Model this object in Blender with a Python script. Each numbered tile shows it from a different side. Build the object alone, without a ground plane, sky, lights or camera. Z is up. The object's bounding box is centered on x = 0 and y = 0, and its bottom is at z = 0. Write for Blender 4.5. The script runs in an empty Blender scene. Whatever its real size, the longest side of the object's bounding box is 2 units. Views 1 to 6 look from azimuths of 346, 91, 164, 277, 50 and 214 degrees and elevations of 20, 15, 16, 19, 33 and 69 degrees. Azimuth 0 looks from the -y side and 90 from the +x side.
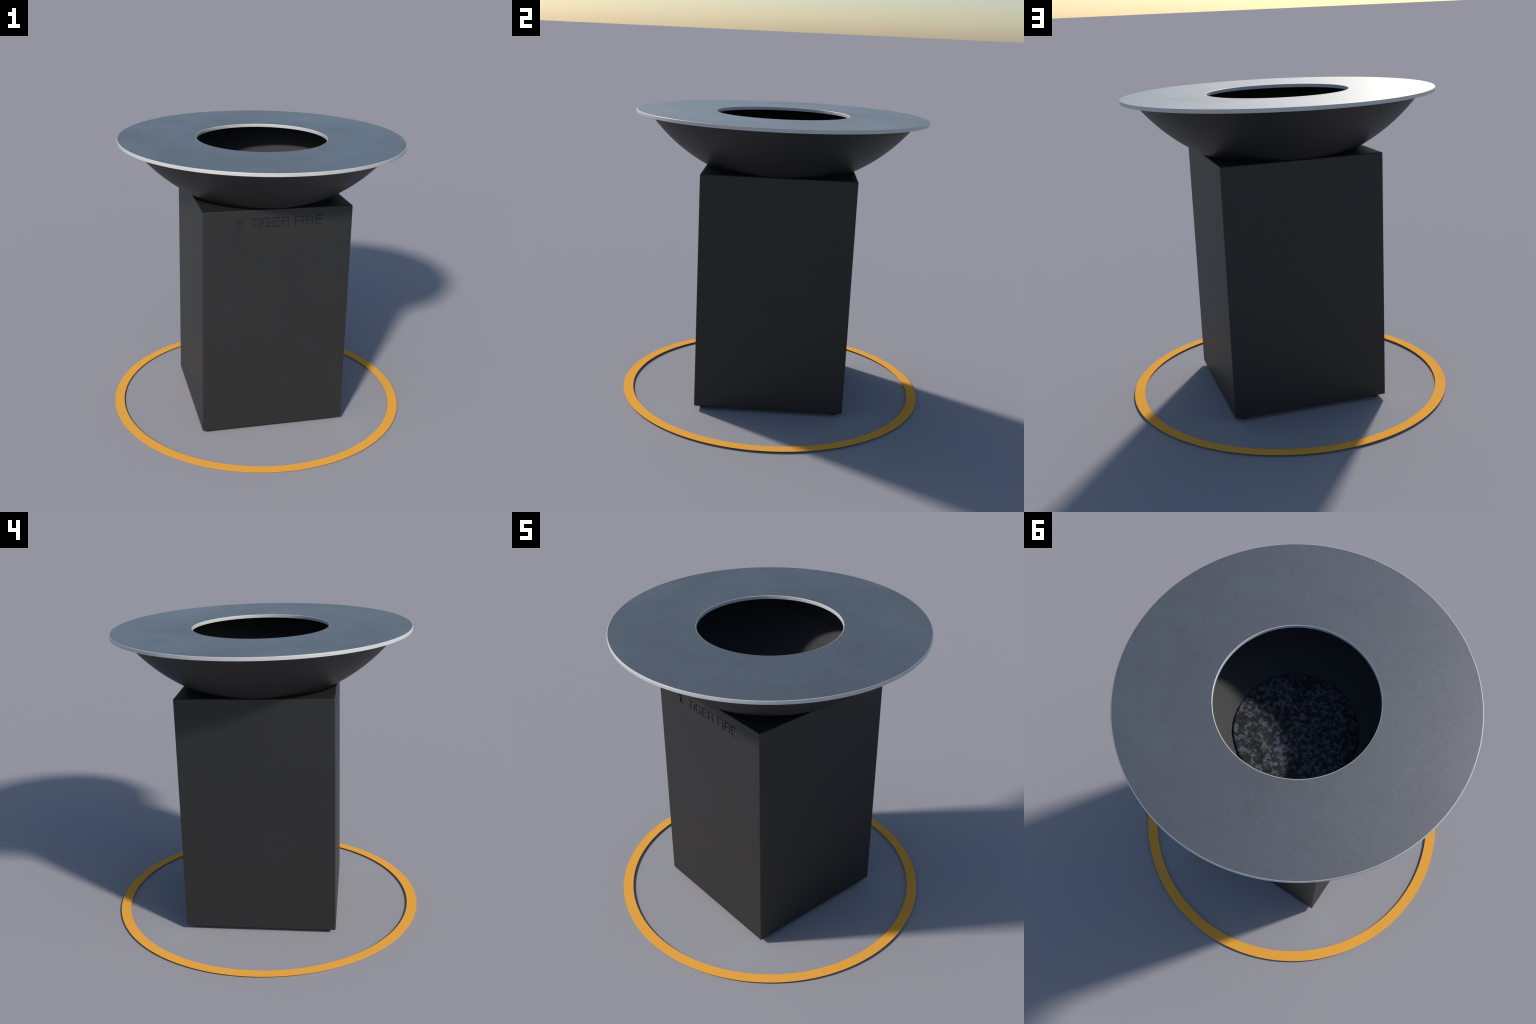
"""Outdoor fire bowl grill: a square powder-coated stand on four small feet, a spherical
steel bowl sunk into its top, a ring-shaped griddle plate on the bowl, an ember bed inside,
and a flat orange ring lying round the foot of it."""
import bpy, bmesh, math
from mathutils import Vector, noise

# ------------------------------------------------------------------ sizes (metres)
HALF = 0.4736            # half width of the square stand
BASE_Z, TOP_Z = 0.0230, 1.5222
WALL = 0.014
EDGE_ROUND = 0.007
BOWL_CENTRE_Z, BOWL_R, BOWL_SHEET = 2.4530, 1.0406, 0.008
PLATE_R, PLATE_HOLE = 0.9250, 0.4212
PLATE_BOTTOM, PLATE_TOP, PLATE_ROUND = 1.8424, 1.8637, 0.0040
RING_R, RING_INNER, RING_TOP, RING_SHEET = 1.0, 0.9358, 0.0084, 0.0012
FOOT_AT, FOOT_R = 0.4215, 0.0225
BED_R, BED_Z = 0.3375, 1.489
CAP_LOW, CAP_HIGH = 1.4108, 1.4702      # bottom and top of the capitals
ENGRAVE = 0.0070

scene = bpy.context.scene


# ------------------------------------------------------------------ node helpers
def new_material(name):
    m = bpy.data.materials.new(name)
    m.use_nodes = True
    t = m.node_tree
    return m, t, t.nodes["Principled BSDF"], t.nodes.new("ShaderNodeTexCoord").outputs["Object"]


def noise_tex(t, vec, scale, detail=4.0, rough=0.5, distortion=0.0):
    n = t.nodes.new("ShaderNodeTexNoise")
    n.inputs["Scale"].default_value = scale
    n.inputs["Detail"].default_value = detail
    n.inputs["Roughness"].default_value = rough
    n.inputs["Distortion"].default_value = distortion
    t.links.new(vec, n.inputs["Vector"])
    return n.outputs["Fac"]


def remap(t, fac, a, b, lo, hi):
    n = t.nodes.new("ShaderNodeMapRange")
    n.inputs["From Min"].default_value = a
    n.inputs["From Max"].default_value = b
    n.inputs["To Min"].default_value = lo
    n.inputs["To Max"].default_value = hi
    t.links.new(fac, n.inputs["Value"])
    return n.outputs["Result"]


def math_node(t, op, a, b):
    n = t.nodes.new("ShaderNodeMath")
    n.operation = op
    for i, v in enumerate((a, b)):
        if isinstance(v, (int, float)):
            n.inputs[i].default_value = v
        else:
            t.links.new(v, n.inputs[i])
    return n.outputs[0]


def ramp(t, fac, stops):
    n = t.nodes.new("ShaderNodeValToRGB")
    e = n.color_ramp.elements
    while len(e) < len(stops):
        e.new(0.5)
    for el, (p, c) in zip(e, stops):
        el.position = p
        el.color = (*c, 1.0)
    t.links.new(fac, n.inputs["Fac"])
    return n.outputs["Color"]


def bump(t, bsdf, height, strength, distance):
    n = t.nodes.new("ShaderNodeBump")
    n.inputs["Strength"].default_value = strength
    n.inputs["Distance"].default_value = distance
    t.links.new(height, n.inputs["Height"])
    t.links.new(n.outputs["Normal"], bsdf.inputs["Normal"])


# ------------------------------------------------------------------ materials
def powder_coat_material():
    m, t, p, co = new_material("anthracite_powder_coat")
    grain = noise_tex(t, co, 260.0, 3.0, 0.6)
    cloud = noise_tex(t, co, 2.2, 3.0)
    mix = math_node(t, "ADD", math_node(t, "MULTIPLY", grain, 0.35), math_node(t, "MULTIPLY", cloud, 0.65))
    t.links.new(ramp(t, mix, [(0.3, (0.0158, 0.0156, 0.0154)), (0.7, (0.0194, 0.0191, 0.0188))]),
                p.inputs["Base Color"])
    p.inputs["Roughness"].default_value = 0.53
    bump(t, p, grain, 0.16, 0.002)
    return m


def rubber_material():
    m, t, p, co = new_material("black_rubber")
    t.links.new(ramp(t, noise_tex(t, co, 90.0), [(0.3, (0.012, 0.012, 0.012)), (0.7, (0.02, 0.02, 0.02))]),
                p.inputs["Base Color"])
    p.inputs["Roughness"].default_value = 0.7
    return m


def griddle_steel_material():
    """Ground steel: metallic, cloudy smudges in the gloss, hair-fine curved grinding marks."""
    m, t, p, co = new_material("ground_griddle_steel")
    smudge = noise_tex(t, co, 3.4, 3.0, 0.55, 0.4)
    speck = noise_tex(t, co, 38.0, 5.0, 0.65)
    v = t.nodes.new("ShaderNodeTexVoronoi")
    v.inputs["Scale"].default_value = 2.6
    t.links.new(co, v.inputs["Vector"])
    rings = math_node(t, "SINE", math_node(t, "MULTIPLY", v.outputs["Distance"], 95.0), 0.0)
    hair = remap(t, rings, 0.985, 1.0, 0.0, 1.0)
    gate = remap(t, noise_tex(t, co, 7.0, 2.0), 0.56, 0.68, 0.0, 1.0)
    scratch = math_node(t, "MULTIPLY", hair, gate)
    tone = math_node(t, "ADD", math_node(t, "MULTIPLY", smudge, 0.6), math_node(t, "MULTIPLY", speck, 0.4))
    tone = math_node(t, "ADD", tone, math_node(t, "MULTIPLY", scratch, 0.12))
    t.links.new(ramp(t, tone, [(0.34, (0.312, 0.303, 0.295)), (0.50, (0.358, 0.347, 0.338)),
                               (0.66, (0.398, 0.386, 0.376))]), p.inputs["Base Color"])
    p.inputs["Metallic"].default_value = 0.90
    r = remap(t, smudge, 0.3, 0.7, 0.402, 0.368)
    r = math_node(t, "ADD", r, math_node(t, "MULTIPLY", scratch, 0.06))
    t.links.new(r, p.inputs["Roughness"])
    return m


def bare_edge_material():
    """Bright cut edge of the plate."""
    m, t, p, co = new_material("bright_cut_edge")
    t.links.new(ramp(t, noise_tex(t, co, 12.0, 4.0), [(0.3, (0.535, 0.535, 0.533)), (0.7, (0.575, 0.575, 0.573))]),
                p.inputs["Base Color"])
    p.inputs["Roughness"].default_value = 0.38
    return m


def bowl_inside_grey_material():
    m, t, p, co = new_material("bowl_inside_grey")
    t.links.new(ramp(t, noise_tex(t, co, 6.0, 4.0), [(0.3, (0.0400, 0.0400, 0.0400)), (0.7, (0.0460, 0.0460, 0.0460))]),
                p.inputs["Base Color"])
    p.inputs["Roughness"].default_value = 0.75
    return m


def ember_material():
    """Charred bed: near-black char with blue-grey flecks of ash."""
    m, t, p, co = new_material("char_and_ash")
    n = noise_tex(t, co, 44.0, 5.0, 0.60, 0.15)
    t.links.new(ramp(t, n, [(0.44, (0.023, 0.024, 0.025)), (0.51, (0.046, 0.049, 0.055)),
                            (0.60, (0.113, 0.126, 0.162))]), p.inputs["Base Color"])
    p.inputs["Roughness"].default_value = 0.85
    p.inputs["Specular IOR Level"].default_value = 0.2
    bump(t, p, n, 0.3, 0.006)
    return m


def orange_material():
    m, t, p, co = new_material("orange_paint")
    t.links.new(ramp(t, noise_tex(t, co, 5.0, 3.0), [(0.3, (0.975, 0.452, 0.070)), (0.7, (0.990, 0.460, 0.073))]),
                p.inputs["Base Color"])
    p.inputs["Roughness"].default_value = 0.9
    p.inputs["Specular IOR Level"].default_value = 0.0
    return m


COAT, RUBBER, STEEL, CUT_EDGE, INSIDE_GREY, EMBER, ORANGE = (powder_coat_material(), rubber_material(), griddle_steel_material(),
                                      bare_edge_material(), bowl_inside_grey_material(),
                                      ember_material(), orange_material())


# ------------------------------------------------------------------ mesh helpers
def mesh_object(name, mesh, material, parent=None):
    o = bpy.data.objects.new(name, mesh)
    scene.collection.objects.link(o)
    if material:
        mesh.materials.clear()
        mesh.materials.append(material)
    o.parent = parent
    return o


def bm_mesh(name, bm, smooth=True, sharp=math.radians(40)):
    bmesh.ops.recalc_face_normals(bm, faces=bm.faces)
    for f in bm.faces:
        f.smooth = smooth
    me = bpy.data.meshes.new(name)
    bm.to_mesh(me)
    bm.free()
    if smooth:
        me.set_sharp_from_angle(angle=sharp)
    return me


def lathe(name, profile, segments=256, closed=True):
    """Turn an (r, z) profile round the z axis; points with r = 0 become poles."""
    bm = bmesh.new()
    rows = []
    for r, z in profile:
        if r < 1e-7:
            rows.append([bm.verts.new((0, 0, z))] * segments)
        else:
            rows.append([bm.verts.new((r * math.cos(a), r * math.sin(a), z))
                         for a in (2 * math.pi * i / segments for i in range(segments))])
    n = len(rows)
    for k in range(n if closed else n - 1):
        a, b = rows[k], rows[(k + 1) % n]
        for i in range(segments):
            j = (i + 1) % segments
            loop = []
            for v in (a[i], a[j], b[j], b[i]):
                if v not in loop:
                    loop.append(v)
            if len(loop) > 2:
                bm.faces.new(loop)
    return bm_mesh(name, bm)


def arc(cr, cz, radius, a0, a1, steps):
    return [(cr + radius * math.cos(math.radians(a0 + (a1 - a0) * i / steps)),
             cz + radius * math.sin(math.radians(a0 + (a1 - a0) * i / steps))) for i in range(steps + 1)]


def box_bm(x, y, z0, z1):
    bm = bmesh.new()
    bmesh.ops.create_cube(bm, size=1.0)
    for v in bm.verts:
        v.co = Vector((v.co.x * 2 * x, v.co.y * 2 * y, z0 if v.co.z < 0 else z1))
    return bm


def prism(name, outline, y0, y1):
    """Extrude an (x, z) outline along y."""
    bm = bmesh.new()
    front = [bm.verts.new((x, y0, z)) for x, z in outline]
    back = [bm.verts.new((x, y1, z)) for x, z in outline]
    bm.faces.new(front)
    bm.faces.new(list(reversed(back)))
    for i in range(len(front)):
        j = (i + 1) % len(front)
        bm.faces.new((front[i], back[i], back[j], front[j]))
    return bm_mesh(name, bm, smooth=False)


def evaluated_mesh(o):
    dg = bpy.context.evaluated_depsgraph_get()
    dg.update()
    return bpy.data.meshes.new_from_object(o.evaluated_get(dg))


STROKE = 0.0068          # stroke width of the lettering


def glyph_outlines(char, w, h):
    """Closed outlines (outer first, then counters) of a grotesque capital w wide and h high."""
    t = STROKE
    if char == "T":
        m = w / 2
        return [[(m - t / 2, 0), (m + t / 2, 0), (m + t / 2, h - t), (w, h - t), (w, h), (0, h), (0, h - t), (m - t / 2, h - t)]]
    if char == "i":
        return [[(0, 0), (w, 0), (w, h * 0.735), (0, h * 0.735)], [(0, h * 0.865), (w, h * 0.865), (w, h), (0, h)]]
    mid = h * 0.49
    if char == "E":
        return [[(0, 0), (w, 0), (w, t), (t, t), (t, mid), (w * 0.94, mid), (w * 0.94, mid + t), (t, mid + t),
                 (t, h - t), (w * 0.97, h - t), (w * 0.97, h), (0, h)]]
    if char == "F":
        mid = h * 0.46
        return [[(0, 0), (t, 0), (t, mid), (w * 0.92, mid), (w * 0.92, mid + t), (t, mid + t), (t, h - t), (w, h - t),
                 (w, h), (0, h)]]
    if char == "R":
        mid = h * 0.45                        # underside of the middle bar
        ro = (h - mid) / 2                    # outer radius of the bowl
        cx, cz = w * 0.95 - ro, h - ro
        leg = w - 1.3 * t
        outer = ([(0, 0), (t, 0), (t, mid), (cx, mid), (leg - 0.10 * w, mid - 0.03 * h), (leg - 0.03 * w, mid - 0.12 * h),
                  (leg - 0.02 * w, 0.12 * h), (leg, 0), (w, 0), (leg + t - 0.01 * w, 0.10 * h), (leg + t - 0.02 * w, mid - 0.10 * h),
                  (leg + t - 0.07 * w, mid + 0.02 * h), (leg + t - 0.16 * w, mid + 0.065 * h)]
                 + arc(cx, cz, ro, -50, 90, 14) + [(0, h)])
        return [outer, [(t, mid + t), (t, h - t)] + arc(cx, cz, ro - t, 90, -90, 12)]
    # G: open ring with a spur and a crossbar
    cx, cz, rx, rz = w * 0.49, h / 2, w * 0.49, h / 2

    def ell(k, a0, a1, n):
        return [(cx + (rx - k) * math.cos(math.radians(a)), cz + (rz - k) * math.sin(math.radians(a)))
                for a in (a0 + (a1 - a0) * q / n for q in range(n + 1))]
    bar = h * 0.52
    return [ell(0, 24, 318, 44) + [(w - t * 0.75, 0), (w, 0), (w, bar), (w * 0.52, bar), (w * 0.52, bar - t), (w - t, bar - t)]
            + [(w - t * 1.02, h * 0.34)] + ell(t, 318, 24, 44)]


def glyph_mesh(char, x0, x1, z0, z1, y0, y1):
    """One character as a solid on the front panel, filling x0..x1, z0..z1, from y0 to y1 deep."""
    cu = bpy.data.curves.new("glyph", "CURVE")
    cu.dimensions, cu.fill_mode = "2D", "BOTH"
    cu.extrude = 0.5
    for line in glyph_outlines(char, x1 - x0, z1 - z0):
        sp = cu.splines.new("POLY")
        sp.points.add(len(line) - 1)
        for p, (x, z) in zip(sp.points, line):
            p.co = (x, z, 0.0, 1.0)
        sp.use_cyclic_u = True
    o = bpy.data.objects.new("glyph", cu)
    scene.collection.objects.link(o)
    me = evaluated_mesh(o)
    bpy.data.objects.remove(o)
    bpy.data.curves.remove(cu)
    for v in me.vertices:
        v.co = (x0 + v.co.x, y1 + (v.co.z + 0.5) * (y0 - y1), z0 + v.co.y)
    bm = bmesh.new()
    bm.from_mesh(me)
    bmesh.ops.remove_doubles(bm, verts=bm.verts, dist=1e-6)
    bpy.data.meshes.remove(me)
    return bm_mesh("glyph", bm, smooth=False)


# ------------------------------------------------------------------ the grill
grill = bpy.data.objects.new("fire_bowl_grill", None)
scene.collection.objects.link(grill)
grill["label"] = "black square pedestal fire bowl with round steel griddle plate"
grill["category"] = "fire bowl"

# --- lettering: each glyph and the emblem, as outlines on the front panel
FRONT = -HALF
LETTERS = [("T", -0.1775, -0.1305, 0), ("i", -0.1242, -0.1160, 0), ("G", -0.1056, -0.0520, 1), ("E", -0.0390, 0.0060, 0),
           ("R", 0.0172, 0.0668, 0), ("F", 0.1022, 0.1418, 0), ("i", 0.1502, 0.1584, 0), ("R", 0.1708, 0.2204, 0),
           ("E", 0.2308, 0.2758, 0)]
EX, EMB_HALF, EMB_FOOT = -0.2426, 0.0306, 0.0182
EMBLEM_BOWL = ([(EX - EMB_HALF, CAP_HIGH), (EX + EMB_HALF, CAP_HIGH)]
               + [(EX + EMB_HALF - 0.0135 * s ** 2.3, CAP_HIGH - 0.0222 * s) for s in (0.12, 0.3, 0.5, 0.7, 0.86, 1.0)]
               + [(EX - EMB_HALF + 0.0135 * s ** 2.3, CAP_HIGH - 0.0222 * s) for s in (1.0, 0.86, 0.7, 0.5, 0.3, 0.12)])
EMBLEM_BASE = [(EX - EMB_FOOT, CAP_LOW), (EX + EMB_FOOT, CAP_LOW), (EX + EMB_FOOT, 1.4452), (EX - EMB_FOOT, 1.4452)]


def engraving(kind, spec, y0, y1):
    if kind == "emblem":
        return prism("emblem", spec, y0, y1)
    c, x0, x1, over = spec
    return glyph_mesh(c, x0, x1, CAP_LOW - 0.0012 * over, CAP_HIGH + 0.0012 * over, y0, y1)


MARKS = [("letter", s) for s in LETTERS] + [("emblem", EMBLEM_BOWL), ("emblem", EMBLEM_BASE)]

# --- stand: hollow box, rounded edges, round opening for the bowl, marks cut into the front
bm = box_bm(HALF, HALF, BASE_Z, TOP_Z)
bmesh.ops.bevel(bm, geom=bm.edges[:], offset=EDGE_ROUND, segments=4, profile=0.5, affect="EDGES")
stand = mesh_object("stand", bm_mesh("stand", bm, smooth=False), COAT)

cutters = []
bm = box_bm(HALF - WALL, HALF - WALL, BASE_Z + WALL, TOP_Z - WALL)
cutters.append(mesh_object("cavity", bm_mesh("cavity", bm, smooth=False), None))
bm = bmesh.new()
bmesh.ops.create_cone(bm, cap_ends=True, segments=160, radius1=0.452, radius2=0.452, depth=0.06)
bmesh.ops.translate(bm, verts=bm.verts, vec=(0, 0, TOP_Z))
cutters.append(mesh_object("opening", bm_mesh("opening", bm, smooth=False), None))
for kind, spec in MARKS:
    cutters.append(mesh_object("mark_cutter", engraving(kind, spec, FRONT - 0.01, FRONT + ENGRAVE), None))
for c in cutters:
    mod = stand.modifiers.new("cut", "BOOLEAN")
    mod.operation = "DIFFERENCE"
    mod.solver = "EXACT"
    mod.object = c
cut_mesh = evaluated_mesh(stand)
stand.modifiers.clear()
old = stand.data
stand.data = cut_mesh
bpy.data.meshes.remove(old)
cut_mesh.name = "stand"
cut_mesh.materials.clear()
cut_mesh.materials.append(COAT)
for p in cut_mesh.polygons:
    p.material_index = 0
for c in cutters:
    me = c.data
    bpy.data.objects.remove(c)
    bpy.data.meshes.remove(me)
stand.parent = grill

# floors of the engraved marks: thin plates let into the bottom of each recess
for kind, spec in MARKS:
    mesh_object(kind, engraving(kind, spec, FRONT + ENGRAVE - 0.0012, FRONT + ENGRAVE + 0.002), COAT, stand)

# --- feet
foot_mesh = lathe("foot", [(0, 0.0)] + arc(FOOT_R - 0.005, 0.005, 0.005, -90, 0, 4)
                  + [(FOOT_R, BASE_Z + 0.004), (0, BASE_Z + 0.004)], 40, closed=False)
for sx, sy in ((1, 1), (1, -1), (-1, 1), (-1, -1)):
    f = mesh_object("foot", foot_mesh, RUBBER if not foot_mesh.materials else None, stand)
    f.location = (sx * FOOT_AT, sy * FOOT_AT, 0)

# --- bowl: spherical cap of even sheet thickness
def cap_profile(radius, top):
    low = -90.0
    high = math.degrees(math.asin((top - BOWL_CENTRE_Z) / radius))
    return arc(0, BOWL_CENTRE_Z, radius, low, high, 72)

outer = cap_profile(BOWL_R, PLATE_BOTTOM + 0.001)
inner = cap_profile(BOWL_R - BOWL_SHEET, PLATE_BOTTOM + 0.001)
outer[0], inner[0] = (0, outer[0][1]), (0, inner[0][1])
bowl = mesh_object("bowl", lathe("bowl", outer + inner[::-1], 256, closed=False), COAT, grill)
bowl.data.materials.append(INSIDE_GREY)
for f in bowl.data.polygons:
    to_centre = Vector((0, 0, BOWL_CENTRE_Z)) - f.center
    f.material_index = 1 if f.normal.dot(to_centre) > 0 else 0

# --- griddle plate: flat ring with rounded rims
R, H, b, s = PLATE_R, PLATE_HOLE, PLATE_ROUND, 0.0018
e = 0.0003                                # holding rows next to the roundings keep the flats flat
profile = ([(H + b + 0.002, PLATE_TOP), (R - b - 0.002, PLATE_TOP)] + arc(R - b, PLATE_TOP - b, b, 90, 0, 6)
           + [(R, PLATE_TOP - b - e), (R, PLATE_BOTTOM + s + e)]
           + arc(R - s, PLATE_BOTTOM + s, s, 0, -90, 3) + [(R - s - 0.002, PLATE_BOTTOM), (H + s + 0.002, PLATE_BOTTOM)]
           + arc(H + s, PLATE_BOTTOM + s, s, 270, 180, 3)
           + [(H, PLATE_BOTTOM + s + e), (H, PLATE_TOP - b - e)] + arc(H + b, PLATE_TOP - b, b, 180, 90, 6))
plate = mesh_object("griddle_plate", lathe("griddle_plate", profile, 384), STEEL, grill)
plate.data.materials.append(CUT_EDGE)
for f in plate.data.polygons:
    f.material_index = 0 if abs(f.normal.z) > 0.9999 else 1

# --- ember bed: lumpy disc that fills the bottom of the bowl
# coals heaped against the rim on one side: (place, width, height)
RIM_HEAPS = [(Vector((0.318 * math.cos(math.radians(a)), 0.318 * math.sin(math.radians(a)), 0)), w, h)
             for a, w, h in ((-14, 0.020, 0.006), (-31, 0.022, 0.007), (-53, 0.036, 0.006))]


def bed_height(x, y):
    q = Vector((x, y, 0.0))
    lump = noise.noise(q * 14.0 + Vector((3.1, 7.7, 0.4)))
    fine = noise.noise(q * 45.0 + Vector((9.0, 1.0, 2.0)))
    heap = sum(h * math.exp(-((q - c).length / w) ** 2) for c, w, h in RIM_HEAPS)
    return 0.0080 * lump + 0.0022 * fine + heap

bm = bmesh.new()
RINGS, SPOKES = 64, 192
rows = [[bm.verts.new((0, 0, BED_Z + bed_height(0, 0)))] * SPOKES]
for k in range(1, RINGS + 1):
    f = k / RINGS
    row = []
    for i in range(SPOKES):
        a = 2 * math.pi * i / SPOKES
        r = BED_R * f
        x, y = r * math.cos(a), r * math.sin(a)
        edge = max(0.0, (f - 0.975) / 0.025)
        row.append(bm.verts.new((x, y, BED_Z + bed_height(x, y) - 0.006 * edge ** 2)))
    rows.append(row)
rows.append([bm.verts.new((v.co.x * 0.99, v.co.y * 0.99, BED_Z - 0.02)) for v in rows[-1]])
for a, c in zip(rows, rows[1:]):
    for i in range(SPOKES):
        j = (i + 1) % SPOKES
        loop = []
        for v in (a[i], c[i], c[j], a[j]):
            if v not in loop:
                loop.append(v)
        bm.faces.new(loop)
bm.faces.new(list(reversed(rows[-1])))
mesh_object("ember_bed", bm_mesh("ember_bed", bm), EMBER, grill)

# ------------------------------------------------------------------ the ring on the floor
zb = RING_TOP - RING_SHEET
ring = mesh_object("floor_ring", lathe("floor_ring", [(RING_INNER, RING_TOP), (RING_R, RING_TOP),
                                                      (RING_R, zb), (RING_INNER, zb)], 384), ORANGE)
ring["label"] = "thin flat orange ring marking circle around pedestal"
ring["category"] = "floor ring"
